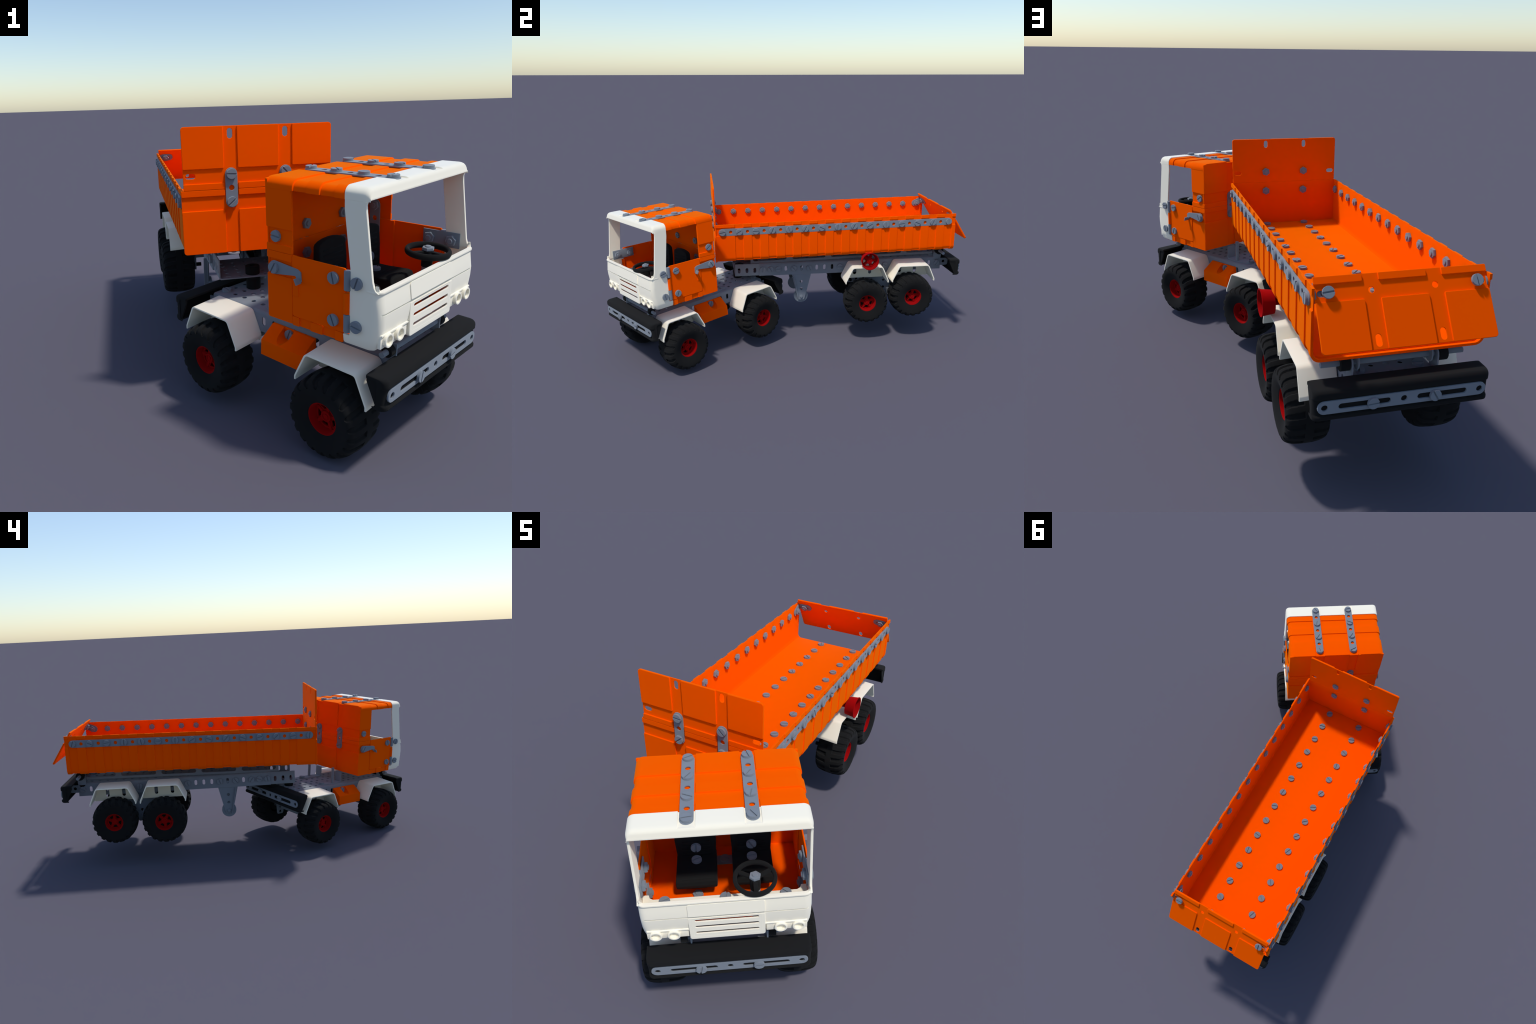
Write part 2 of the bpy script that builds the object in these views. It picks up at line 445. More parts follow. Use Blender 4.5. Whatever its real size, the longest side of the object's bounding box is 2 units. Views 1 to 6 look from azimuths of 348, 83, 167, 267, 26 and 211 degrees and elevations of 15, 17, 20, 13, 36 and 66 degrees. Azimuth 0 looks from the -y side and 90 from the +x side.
# cab rests: bent bracket with a post
for s in (-1, 1):
    foot = [(0.0640, -0.2690), (0.1100, -0.2690), (0.1170, -0.2280), (0.1180, -0.2000), (0.1120, -0.1620)] + \
           [(0.0888 + 0.0200 * math.cos(math.radians(a)), -0.1335 + 0.0200 * math.sin(math.radians(a))) for a in range(-10, 200, 15)] + [(0.0640, -0.2000)]
    base = plate([foot], STRIP_T, 0.0006)
    up = plate([rrect(0.0640, 0.1100, 0.0, 0.0620, 0.002)], STRIP_T, 0.0006)
    flip = I4 if s > 0 else MIRX
    m = joined([(base, flip @ T(0, 0, TOP)), (up, flip @ axes((1, 0, 0), (0, 0, 1), (0, -0.2665, TOP)))])
    part("cab_bracket", m, STEEL, I4, chassis)
    part("post", cyl(0.0082, 0.097, 18), STEEL, T(s * 0.1045, -0.2045, TOP), chassis)
    bolt(chassis, (s * 0.0888, -0.1335, TOP + STRIP_T), (0, 0, 1))
    # front cab pivot
    part("pivot_bracket", joined([(hanger_mesh(0.036, 0.036, 0.046, (0.018,)), axes((0, 1, 0), (0, 0, 1), (s * 0.118, -0.595, 0.212)))]), STEEL, I4, chassis)
    part("bushing", cyl(0.0165, 0.022, 24), BLACK, T(s * 0.136 - 0.011, -0.600, 0.196) @ RY(90), chassis)
part("pivot_rod", cyl(0.0082, 0.344, 16), STEEL, T(-0.172, -0.600, 0.196) @ RY(90), chassis)
part("hitch_pin", joined([(cyl(0.0255, 0.043, 28), I4), (cyl(0.009, 0.08, 16), I4)]), BLACK, T(0, P, TOP), chassis)

# ------------------------------------------------------------------ cab (orange body)
K = 0.249
BAND = 0.0225
ROOF_Y0, ROOF_Y1 = -0.538, -0.2718
def roof_mesh():
    """sheet bent over the side edges, corrugated across; recessed bands carry the bolts"""
    r = 0.020; zt = 0.6342 - 0.004; hw = K - 0.004; bottom = 0.604
    path = [(hw, bottom), (hw, zt - r)]
    path += [(hw - r + r * math.cos(a), zt - r + r * math.sin(a)) for a in [math.pi / 2 * i / 7 for i in range(1, 8)]]
    xs = []
    for c in (2 * P,):
        for e in (c + BAND + 0.001, c + BAND - 0.001, c - BAND + 0.001, c - BAND - 0.001): xs.append(e)
    path += [(x, zt) for x in xs]
    full = path + [(-x, z) for x, z in reversed(path)]
    ys = [ROOF_Y0]
    for c in (-0.4815, -0.3920):
        ys += [c - BAND - 0.001, c - BAND + 0.001, c + BAND - 0.001, c + BAND + 0.001]
    ys += [ROOF_Y1 - 0.005, ROOF_Y1 - 0.0015, ROOF_Y1]
    bm = bmesh.new(); outer, inner = [], []
    N = len(full)
    for y in ys:
        ro, ri = [], []
        for i, (x, z) in enumerate(full):
            a, b = full[max(0, i - 1)], full[min(N - 1, i + 1)]
            t = Vector((b[0] - a[0], b[1] - a[1])).normalized(); n = Vector((t.y, -t.x))
            if n.dot(Vector((x, z - 0.4))) < 0: n = -n
            low = any(abs(y - c) < BAND for c in (-0.4815, -0.3920)) or (abs(abs(x) - 2 * P) < BAND and z > zt - 0.001)
            d = 0.0 if low else STEP
            if y == ROOF_Y1: d -= 0.0035
            elif y == ROOF_Y1 - 0.0015: d -= 0.0010
            ro.append(bm.verts.new((x + n.x * d, y, z + n.y * d)))
            ri.append(bm.verts.new((x - n.x * 0.004, y, z - n.y * 0.004)))
        outer.append(ro); inner.append(ri)
    for k in range(len(ys) - 1):
        for i in range(N - 1):
            bm.faces.new((outer[k][i], outer[k][i + 1], outer[k + 1][i + 1], outer[k + 1][i]))
            bm.faces.new((inner[k][i + 1], inner[k][i], inner[k + 1][i], inner[k + 1][i + 1]))
        for i in (0, N - 1): bm.faces.new((outer[k][i], inner[k][i], inner[k + 1][i], outer[k + 1][i]))
    for k in (0, len(ys) - 1):
        for i in range(N - 1): bm.faces.new((outer[k][i], outer[k][i + 1], inner[k][i + 1], inner[k][i]))
    bmesh.ops.recalc_face_normals(bm, faces=bm.faces[:])
    return to_mesh(bm)

COLS = [(-0.2415, -2 * P - BAND), (-2 * P + BAND, 2 * P - BAND), (2 * P + BAND, 0.2415)]

def kit_panel(hw, h, flip=False, slots=True):
    """the kit's big panel: u in +-hw, v from 0 (thin-pad edge) to h; a groove runs a pitch above the edge"""
    cols = [(-hw, -2 * P - BAND), (-2 * P + BAND, 2 * P - BAND), (2 * P + BAND, hw)]
    pads = []
    for i, (a, b) in enumerate(cols):
        pads.append((a, b, 0.0006, 0.0205))
        pads.append((a, b, 0.0665, h, (1 if i == 2 else 0, 1 if i == 0 else 0, 0, 0)))
    holes = []
    if slots:
        for s in (-1, 1):
            holes.append(slot(s * 2 * P, h - 0.031, s * 2 * P, h - 0.016, 0.0085))
            holes.append(slot(s * 0.2105, P, s * 0.2255, P, 0.0085))
            holes.append(circle(s * 2 * P, P, 0.0085))
    return padded_panel(-hw, hw, 0.0, h, 0.004, pads, holes, r=0.010, rc=(1, 1, 0, 0))

cab = part("cab", roof_mesh(), ORANGE, F_CAB)
Z_J = 0.4285           # joint between the upper and lower cab panels
def rear_pads(v0, v1, upper):
    pads = []
    for (a, b) in ((-0.2485, -2 * P - BAND), (-2 * P + BAND, 2 * P - BAND), (2 * P + BAND, 0.2485)):
        pads += [(a, b, v0, v1)]
    return pads
lower_rear = padded_panel(-0.2485, 0.2485, 0.228, Z_J - 0.0006, 0.004,
                          rear_pads(0.228, 0.3605, 0) + rear_pads(0.4065, Z_J - 0.0006, 0), r=0.004)
upper_rear = padded_panel(-0.2485, 0.2485, Z_J + 0.0006, 0.6300, 0.004,
                          rear_pads(0.4955, 0.6300, 1) + rear_pads(Z_J + 0.0006, 0.4495, 1), r=0.004)
rear_m = axes((-1, 0, 0), (0, 0, 1), (0, -0.2798, 0))
part("cab_rear_panel", joined([(lower_rear, rear_m)]), ORANGE, I4, cab)
part("cab_rear_panel", joined([(upper_rear, rear_m)]), ORANGE, I4, cab)
for s in (-1, 1):
    sm = axes((0, 1, 0), (0, 0, 1), (K - 0.0085, 0, 0))
    flip = I4 if s > 0 else MIRX
    # corner pillar behind the door, lower side plate and sill
    up = padded_panel(-0.3645, -0.2735, Z_J + 0.0006, 0.6060, 0.004, [(-0.3640, -0.2735, 0.4955, 0.6060), (-0.3640, -0.2735, Z_J + 0.0006, 0.4495)], r=0.003)
    lo = padded_panel(-0.3780, -0.2735, 0.2265, Z_J - 0.0006, 0.004, [(-0.3640, -0.2735, 0.2265, 0.3605), (-0.3640, -0.2735, 0.4065, Z_J - 0.0006)], r=0.006, rc=(0, 0, 0, 0))
    sill = padded_panel(-0.5360, -0.3640, 0.2240, 0.2520, 0.004, [(-0.5360, -0.5100, 0.2240, 0.2510), (-0.4690, -0.4270, 0.2240, 0.2510), (-0.3880, -0.3640, 0.2240, 0.2510)], r=0.003)
    part("cab_pillar", joined([(up, flip @ sm)]), ORANGE, I4, cab)
    part("cab_side_panel", joined([(lo, flip @ sm), (sill, flip @ sm)]), ORANGE, I4, cab)
    # door
    dm = axes((0, 1, 0), (0, 0, 1), (K - 0.0042, 0, 0))
    dplate = plate([rrect(-0.5430, -0.3655, 0.2530, 0.4285, 0.006)], 0.0047, 0.001)
    dpad = plate([rrect(-0.3890, -0.3672, 0.3150, 0.3600, 0.001)], 0.004, 0.0008, 0.0024)
    door = part("door", joined([(dplate, flip @ dm), (dpad, flip @ dm), (lathe([(0, 0.3085), (0.0098, 0.3085), (0.0098, 0.3640), (0, 0.3640)], 16), T(s * (K - 0.002), -0.5475, 0))]), ORANGE, I4, cab)
    for z0, z1 in ((0.2580, 0.3065), (0.3725, 0.4240)):
        leaf = box(s * 0.2395 - 0.0022, s * 0.2395 + 0.0022, -0.6040, -0.4850, z0 + 0.002, z1 - 0.002, 0.0006)
        hinge = joined([(cyl(0.0098, z1 - z0, 18), T(s * (K - 0.001), -0.5490, z0)), (leaf, I4)])
        part("hinge", hinge, STEEL, I4, cab)
        zc = (z0 + z1) / 2 - 0.001
        for y, out in ((-0.5075, 0.2497), (-0.5790, 0.2498)):
            bolt(cab, (s * out, y, zc), (s, 0, 0))
            nut(cab, (s * 0.2370, y, zc), (-s, 0, 0), 15)
    # door handle: tapered lever with a bent tip
    lever = plate([[(-0.3035 + 0.0195 * math.cos(a), 0.383 + 0.0195 * math.sin(a)) for a in [math.radians(10 * i) for i in range(-9, 11)]] +
                   [(-0.3880, 0.3935), (-0.3990, 0.3870), (-0.4005, 0.3600), (-0.3880, 0.3640), (-0.3800, 0.3740)]], 0.0045, 0.0008)
    tip = box(-0.0022, 0.0022, -0.3950, -0.3770, 0.3500, 0.3680, 0.001)
    lm = axes((0, 1, 0), (0, 0, 1), (K + 0.0005, 0, 0))
    tipm = joined([(box(0, 0.0205, -0.0022, 0.0022, -0.009, 0.009, 0.0008), T(K + 0.003, -0.3950, 0.3640) @ RX(-25) )])
    part("door_handle", joined([(lever, flip @ lm), (tipm, flip)]), STEEL, I4, cab)
    bolt(cab, (s * (K + 0.005), -0.3035, 0.383), (s, 0, 0), 30 * s + 90)
    bolt(cab, (s * (K - 0.0045), -0.3070, 0.4725), (s, 0, 0))
    # roof strip, front bolt to rear bolt
    rs = strip_mesh(7)
    part("roof_strip", joined([(rs, axes((0, 1, 0), (-1, 0, 0), (s * 2 * P, -0.5705, 0.6322)))]), STEEL, I4, cab)
    for i in range(4): bolt(cab, (s * 2 * P, -0.5705 + i * 2 * P * 1.007, 0.6322 + STRIP_T), (0, 0, 1))
    # strip over the joint at the back
    bs = strip_mesh(3)
    part("rear_strip", joined([(bs, axes((0, 0, 1), (1, 0, 0), (s * 2 * P, -0.2755, 0.3838)))]), STEEL, I4, cab)
    part("inner_strip", joined([(bs, axes((0, 0, 1), (0, s, 0), (s * 0.2400, -0.3055, 0.3838)))]), STEEL, I4, cab)
    for z in (0.3838, 0.3838 + 2 * P):
        bolt(cab, (s * 2 * P, -0.2755 + STRIP_T, z), (0, 1, 0))
        nut(cab, (s * 2 * P, -0.2800, z), (0, -1, 0))
        nut(cab, (s * 0.2355, -0.3055, z), (-s, 0, 0))

part("cab_floor", joined([(box(-0.243, 0.243, -0.600, -0.279, 0.2265, 0.2310, 0.001), I4)]), ORANGE, I4, cab)
part("floor_strip", joined([(strip_mesh(5), axes((1, 0, 0), (0, 1, 0), (-2 * P, -0.3445, 0.2312)))]), STEEL, I4, cab)
for x in (-2 * P, 0, 2 * P): bolt(cab, (x, -0.3445, 0.2357), (0, 0, 1))
nut(cab, (-0.0898, -0.4880, 0.2310), (0, 0, 1)); nut(cab, (0.0898, -0.4440, 0.2310), (0, 0, 1))

# ------------------------------------------------------------------ white cab front
def front_y(z):
    """front face of the white shell as a function of height"""
    pts = [(0.2200, -0.6300), (0.2500, -0.6370), (0.2750, -0.6440), (0.3050, -0.6480), (0.3300, -0.6490), (0.3840, -0.6420), (0.5980, -0.5990), (0.6350, -0.5960)]
    for (z0, y0), (z1, y1) in zip(pts, pts[1:]):
        if z <= z1: return y0 + (y1 - y0) * (z - z0) / (z1 - z0)
    return pts[-1][1]

def rear_y(z):
    """rear edge of the white side: a foot, the hinge gap, then a pillar that widens upwards"""
    if z < 0.2502: return -0.5375
    if z < 0.4300: return -0.5570
    return min(-0.5375, -0.5570 + 0.0195 * (z - 0.4300) / 0.150)

def white_shell():
    r = 0.022
    zs = [0.2220, 0.2235, 0.2300, 0.2500, 0.2508, 0.2750, 0.3050, 0.3300, 0.3600, 0.3840, 0.3850, 0.4300, 0.4600, 0.5250, 0.5800, 0.5970, 0.6040]
    bm = bmesh.new(); rows = []
    for z in zs:
        yf = front_y(z); hw = 0.2498 - (0.007 * ((0.2300 - z) / 0.008) ** 2 if z < 0.2300 else 0) - (0.004 * max(0, (0.255 - z) / 0.03))
        yf += (0.004 * ((0.2300 - z) / 0.008) ** 2 if z < 0.2300 else 0)
        yb = rear_y(z)
        row = [(hw, yb), (hw, yb + (yf + r - yb) * 0.5)]
        for i in range(9):
            a = math.pi / 2 * i / 8; row.append((hw - r + r * math.cos(a), yf + r - r * math.sin(a)))
        row += [(0.2260, yf), (0.116, yf), (0.110, yf)]
        row = row + [(-x, y) for x, y in reversed(row)]
        rows.append([bm.verts.new((x, y, z)) for x, y in row])
    N = len(rows[0]); edge = 10          # column index where the flat front starts
    for k in range(len(zs) - 1):
        if zs[k] > 0.3835: continue
        lights = zs[k + 1] <= 0.2705
        for i in range(N - 1):
            j = min(i, N - 2 - i)
            bm.faces.new((rows[k][i], rows[k][i + 1], rows[k + 1][i + 1], rows[k + 1][i]))
    bmesh.ops.recalc_face_normals(bm, faces=bm.faces[:])
    me = to_mesh(bm)
    ob = bpy.data.objects.new("t", me); COL.objects.link(ob)
    md = ob.modifiers.new("s", 'SOLIDIFY'); md.thickness = 0.006; md.offset = -1.0
    dg = bpy.context.evaluated_depsgraph_get(); dg.update()
    out = bpy.data.meshes.new_from_object(ob.evaluated_get(dg)); bpy.data.objects.remove(ob)
    c = sum((p.center.y * p.area for p in out.polygons)) / sum(p.area for p in out.polygons)
    cut = []
    cut.append(box(-0.1000, 0.1000, -0.70, -0.60, 0.2400, 0.3180, 0))        # opening behind the grille
    # shelf below which the lights hang, and the seam groove
    for s in (-1, 1):
        cut.append(box(min(s * 0.119, s * 0.2330), max(s * 0.119, s * 0.2330), -0.70, -0.620, 0.20, 0.2660, 0))
    cut.append(box(-0.2430, 0.2430, -0.70, -0.6448, 0.3246, 0.3286, 0))
    return boolean(out, cut)

def brow():
    """white roof front with rounded shoulders, rolled over the windscreen into a drip lip"""
    hw, zt, base_z = 0.2498, 0.6375, 0.6040
    # (y, drop of the top, shrink of the half width): outer skin from the seam to the lip, then back inside
    rows_def = [(-0.5375, 0.0, 0.0), (-0.5880, 0.0, 0.0), (-0.5950, 0.0008, 0.0003), (-0.6010, 0.0030, 0.0012), (-0.6050, 0.0070, 0.0026), (-0.6070, 0.0120, 0.0034),
                (-0.6080, 0.0200, 0.0036), (-0.6098, 0.0245, 0.0020), (-0.6104, 0.0270, 0.0014), (-0.6098, 0.0292, 0.0016), (-0.6040, 0.0300, 0.0060), (-0.5980, 0.0260, 0.0075), (-0.5900, 0.0120, 0.0075), (-0.5375, 0.0065, 0.0065)]
    bm = bmesh.new(); rows = []
    for k, (y, d, w) in enumerate(rows_def):
        top = zt - d; h = hw - w; r = max(0.003, min(0.022 - d * 0.6, top - base_z - 0.0005))
        bot = min(base_z, top - r - 0.0002)
        pts = [(h, bot), (h, top - r)] + [(h - r + r * math.cos(math.pi / 2 * i / 8), top - r + r * math.sin(math.pi / 2 * i / 8)) for i in range(1, 9)]
        flat = STEP * 0.9 if k <= 2 else 0.0
        pts += [(2 * P + 0.0240, top), (2 * P + 0.0225, top - flat), (2 * P - 0.0225, top - flat), (2 * P - 0.0240, top)]
        pts += [(-x, z) for x, z in reversed(pts)]
        rows.append([bm.verts.new((x, y, z)) for x, z in pts])
    rows.append(rows[0])
    for a_, b_ in zip(rows, rows[1:]):
        for i in range(len(a_) - 1): bm.faces.new((a_[i], a_[i + 1], b_[i + 1], b_[i]))
    bmesh.ops.recalc_face_normals(bm, faces=bm.faces[:])
    return to_mesh(bm)

front = part("cab_front", white_shell(), WHITE, I4, cab, 40)
part("windscreen_brow", brow(), WHITE, I4, cab, 40)
# windscreen: two thin pillars leaning back, a lip along the sill
def pillar_y(z): return -0.5986 - (0.5915 - z) * 0.1285
prof = [(rear_y(z), z) for z in (0.3830, 0.4300, 0.4600, 0.5200, 0.5800, 0.6045)]
prof += [(-0.6020, 0.6045), (-0.5990, 0.5960)] + [(pillar_y(z), z) for z in (0.5800, 0.5000, 0.4100)] + [(-0.6262, 0.3960), (-0.6310, 0.3885), (-0.6400, 0.3830)]
for s in (-1, 1):
    part("windscreen_pillar", prism(prof, min(s * 0.2422, s * 0.2498), max(s * 0.2422, s * 0.2498), 0.0012), WHITE, I4, cab)
    fil = [(s * 0.2440, 0.3830), (s * 0.2440, 0.4050)] + [(s * (0.2425 - 0.0180 * (1 - math.cos(math.radians(a)))), 0.3860 + 0.0180 * (1 - math.sin(math.radians(a)))) for a in range(0, 91, 15)]
    part("windscreen_corner", joined([(plate([fil], 0.009, 0.0015), axes((1, 0, 0), (0, 0.15, 1), (0, -0.6300 - 0.05745, 0.0)))]), WHITE, I4, cab)
arc_n = 8; lip_r = 0.022
lip = [(0.2505, -0.6060)] + [(0.2505 - lip_r + lip_r * math.cos(math.pi / 2 * i / arc_n), -0.6462 + lip_r - lip_r * math.sin(math.pi / 2 * i / arc_n)) for i in range(arc_n + 1)]
lip = lip + [(-x, y) for x, y in reversed(lip)]
inner = [(0.2430, -0.6060)] + [(0.2430 - 0.016 + 0.016 * math.cos(math.pi / 2 * i / arc_n), -0.6325 + 0.016 - 0.016 * math.sin(math.pi / 2 * i / arc_n)) for i in range(arc_n + 1)]
inner = inner + [(-x, y) for x, y in reversed(inner)]
part("windscreen_sill", joined([(plate([lip + list(reversed(inner))], 0.0075, 0.002), T(0, 0, 0.3795))]), WHITE, I4, cab)
# name-plate pad, grille frame, headlights
def on_front(me, z):
    sl2 = Vector((0, front_y(z + 0.01) - front_y(z - 0.01), 0.02)).normalized()
    return axes((1, 0, 0), sl2, (0, front_y(z), z))
pad = plate([rrect(-0.111, 0.111, -0.0315, 0.0150, 0.008, 5, (1, 1, 0, 0))], 0.0065, 0.001, -0.0035)
part("name_plate", joined([(pad, on_front(pad, 0.3620))]), WHITE, I4, cab)
border = plate([rrect(-0.1120, 0.1120, 0.2255, 0.3220, 0.008, 5, (0, 0, 1, 1)), rrect(-0.0985, 0.0985, 0.2400, 0.3195, 0.003)], 0.0128, 0.002)
slats = plate([rrect(-0.1050, 0.1050, 0.2330, 0.3210, 0.002)] + [slot(-0.0890, z, 0.0890, z, 0.0046) for z in (0.3095, 0.2822, 0.2550)], 0.0045, 0.0008, 0.0081)
gr = joined([(border, I4), (slats, I4)])
part("grille", joined([(gr, axes((1, 0, 0), (0, 0, 1), (0, -0.6370, 0)))]), WHITE, I4, cab)
for s in (-1, 1):
    ridge = box(min(s * 0.1110, s * 0.2370), max(s * 0.1110, s * 0.2370), -0.6462, -0.6300, 0.2660, 0.2710, 0.0012)
    back = box(min(s * 0.1150, s * 0.2380), max(s * 0.1150, s * 0.2380), -0.6430, -0.6330, 0.2330, 0.2700, 0.0015)
    part("light_shelf", joined([(ridge, I4), (back, I4)]), WHITE, I4, cab)
    for x in (0.1580, 0.2116):
        ring = joined([(tube(0.0188, 0.0135, 0.037), I4), (cyl(0.0140, 0.016, 20), I4)])
        part("headlight", ring, WHITE, T(s * x, -0.6160, 0.2522) @ RX(90), cab)
    shelf = box(min(s * 0.150, s * 0.243), max(s * 0.150, s * 0.243), -0.632, -0.4950, 0.2310, 0.2355, 0.001)
part("dashboard_ledge", joined([(plate([[(-0.2420, -0.6400), (0.2420, -0.6400), (0.2420, -0.5700), (0.2260, -0.5700), (0.2220, -0.5820), (0.2120, -0.5880), (-0.2120, -0.5880), (-0.2220, -0.5820), (-0.2260, -0.5700), (-0.2420, -0.5700)]], 0.005, 0.001), T(0, 0, 0.3395))]), WHITE, I4, cab)
for x in (-4 * P, 0.0, 4 * P): bolt(cab, (x, -0.6010, 0.3445), (0, 0, 1))

# ------------------------------------------------------------------ seats, steering wheel
def seat_mesh():
    cush = [(-0.5080, 0.298), (-0.5020, 0.309), (-0.4900, 0.3125), (-0.4200, 0.3080), (-0.3600, 0.3080), (-0.3560, 0.268), (-0.4700, 0.266), (-0.5040, 0.284)]
    a = prism(cush, -0.064, 0.064, 0.005)
    n = 8
    out = [(-0.062, 0.0), (0.062, 0.0), (0.066, 0.075), (0.062, 0.130)] + [(0.062 * math.cos(math.pi * i / n), 0.130 + 0.018 * math.sin(math.pi * i / n)) for i in range(1, n)] + [(-0.062, 0.130), (-0.066, 0.075)]
    b = plate([out], 0.024, 0.005)
    bm_ = axes((1, 0, 0), (0, 0.05, 1), (0, -0.3640, 0.298))
    ribs = [(box(-0.045, 0.045, -0.003, 0.003, 0.0228, 0.0258, 0.0012), bm_ @ T(0, 0.02 + 0.016 * i, 0)) for i in range(7)]
    ribs += [(box(-0.045, 0.045, -0.494 + 0.0135 * i, -0.489 + 0.0135 * i, 0.3075, 0.3128 - 0.0007 * i, 0.0012), I4) for i in range(5)]
    return joined([(a, I4), (b, bm_)] + ribs)
SEAT = finish(seat_mesh(), BLACK, 40)
for s in (-1, 1):
    st = part("seat", SEAT, BLACK, T(s * 2 * P, 0, 0), cab, done=True)
    part("seat_base", box(-0.03, 0.03, -0.46, -0.37, 0.231, 0.270, 0.002), BLACK, T(s * 2 * P, 0, 0), cab)
    bolt(cab, (s * 2 * P, -0.4100, 0.3080), (0, 0, 1))
    bolt(cab, (s * 2 * P, -0.3860, 0.3460), (0, -1, 0.05))

def steering_mesh():
    ring = lathe([(0.0590 + 0.0062 * math.cos(a), 0.0095 * math.sin(a)) for a in [2 * math.pi * i / 14 for i in range(14)]], 48, True)
    spokes = [(box(0.012, 0.058, -0.0065, 0.0065, -0.006, 0.002, 0.0015), RZ(a)) for a in (30, 150, 270)]
    hub = lathe([(0, -0.045), (0.0155, -0.045), (0.0165, -0.020), (0.0165, 0.003), (0, 0.003)], 24)
    return joined([(ring, I4), (hub, I4)] + spokes)
sw = part("steering_wheel", steering_mesh(), BLACK, T(0.0884, -0.5834, 0.4010) @ RX(3), cab, 45)
part("steering_column", joined([(cyl(0.0095, 0.150, 16), T(0, 0, -0.172)), (cyl(0.0150, 0.012, 6, 0.0008), T(0, 0, -0.058))]), STEEL, T(0.0884, -0.5834, 0.4010), cab)
nut(cab, (0.0884, -0.5834, 0.4040), (0, 0, 1))

# ------------------------------------------------------------------ trailer chassis
ZR = 0.4435
rail_rear = channel(-0.155, 0.909, 0.128, 0.072, hole_y0=0.8380 + 0.0444, flange_slots=False)
RAIL_Y0 = -0.2692
rear_flange_holes = [RAIL_Y0 + k * P for k in (25,)]
front_u = channel(-0.2915, -0.035, 0.1255, 0.072, hole_y0=RAIL_Y0)
def rail_mesh():
    """rear part: web on top with slotted flanges; front part: web at the bottom (hitch plate)"""
    r1 = channel(-0.155, 0.909, 0.128, 0.0720, hole_y0=RAIL_Y0, flange_slots=True)
    fr = joined([(front_u, T(0, 0, ZR - 0.0725) @ Matrix.Scale(-1, 4, (0, 0, 1)))])
    return joined([(r1, T(0, 0, ZR)), (fr, I4)])
trailer = part("trailer_chassis", rail_mesh(), STEEL, F_TRAILER)
for s in (-1, 1):
    for k in (3, 4, 5, 7, 9, 13, 19, 26):
        bolt(trailer, (s * 0.128, RAIL_Y0 + k * P, 0.4095), (s, 0, 0))
    # inner plate that closes the slots above the landing leg and over the bogie
    for y0_, y1_ in ((-0.15, -0.02), (0.03, 0.15)):
        part("splice_plate", box(s * 0.1225 - 0.0010, s * 0.1225 + 0.0010, y0_, y1_, 0.3760, 0.4080, 0.0004), STEEL, I4, trailer)
    # landing leg: tapered plate with a folded edge and a small roller
    leg = joined([(hanger_mesh(0.110, 0.042, 0.155, (0.044, 0.089)), axes((0, 1, 0), (0, 0, 1), (s * 0.1235, 0.0868, 0.3715))),
                  ])
    part("landing_leg", leg, STEEL, I4, trailer)
    edge = joined([(box(-0.0105, 0.0105, -0.0022, 0.0022, -0.155, -0.004, 0.0008), T(s * 0.1265, 0.0405, 0.3715) @ RX(11))])
    part("leg_flange", edge, STEEL, I4, trailer)
    roller = joined([(cyl(0.0405, 0.015, 36, 0.002), T(0, 0, -0.008)), (cyl(0.0085, 0.034, 16), T(0, 0, -0.012))])
    part("roller", roller, STEEL, T(s * 0.1120, 0.0870, 0.2370) @ RY(90 * s), trailer)
    # fenders
    for y in (0.4395, 0.7065): fender(trailer, 0.1325, y, 0.4365, s)
    # bogie hanger and walking beam
    hang = joined([(hanger_mesh(0.175, 0.055, 0.185, (0.075, 0.120, 0.160)), axes((0, 1, 0), (0, 0, 1), (s * 0.1180, 0.5730, 0.3900)))])
    part("bogie_hanger", hang, STEEL, I4, trailer)
    tilt = math.degrees(math.atan2(0.0245, 0.263)) if s > 0 else math.degrees(math.atan2(0.0131, 0.2665))
    beam = joined([(plate([slot(-0.14, 0, 0.14, 0, 0.022)] + [circle(x, 0, 0.0085) for x in (-0.1315, -0.09, -0.045, 0, 0.045, 0.09, 0.1315)], 0.006, 0.0008), axes((0, 1, 0), (0, 0, 1), (s * 0.1300 - 0.003, 0, 0)))])
    part("bogie_beam", beam, STEEL, T(0, 0.5730, 0.2430) @ RX(tilt), trailer)
    # rear extension to the bumper and the tipping bearing
    ext = plate([rrect(0.868, 0.9560, 0.3910, 0.4340, 0.012, 5, (1, 0, 0, 1)), circle(0.9285, 0.4143, 0.0085)], 0.005, 0.0008)
    part("bumper_bracket", joined([(ext, axes((0, 1, 0), (0, 0, 1), (s * 0.1215 - 0.0025, 0, 0)))]), STEEL, I4, trailer)
    brg = plate([slot(0.887, 0.4450, 0.887, 0.489, 0.0225), circle(0.887, 0.489, 0.008)], 0.005, 0.0008)
    part("bearing_bracket", joined([(brg, axes((0, 1, 0), (0, 0, 1), (s * 0.1255 - 0.0025, 0, 0)))]), STEEL, I4, trailer)
    part("bushing", cyl(0.0225, 0.027, 26), BLACK, T(s * 0.1435 - 0.0135, 0.887, 0.489) @ RY(90), trailer)
    bolt(trailer, (s * 0.0888, 0.8640, ZR), (0, 0, 1))
part("tipping_rod", cyl(0.0082, 0.421, 18), STEEL, T(-0.2105, 0.887, 0.489) @ RY(90), trailer)
for y, z in ((0.573, 0.243),):
    part("axle", cyl(0.008, 0.29, 16), STEEL, T(-0.145, y, z) @ RY(90), trailer)
bumper(trailer, T(0, 0.9125, 0.4135))
part("hitch_cap", tube(0.0255, 0.009, 0.030), BLACK, T(0, -0.2600, 0.3765), trailer)
# crank wheel on the right-hand side
crank = part("crank_wheel", RIM, RED, T(0.2850, 0.4398, 0.4815) @ RX(20), trailer, done=True)
part("crank_shaft", joined([(cyl(0.0125, 0.125, 20), RY(90))]), RED, T(0.1180, 0.4398, 0.4815), trailer)

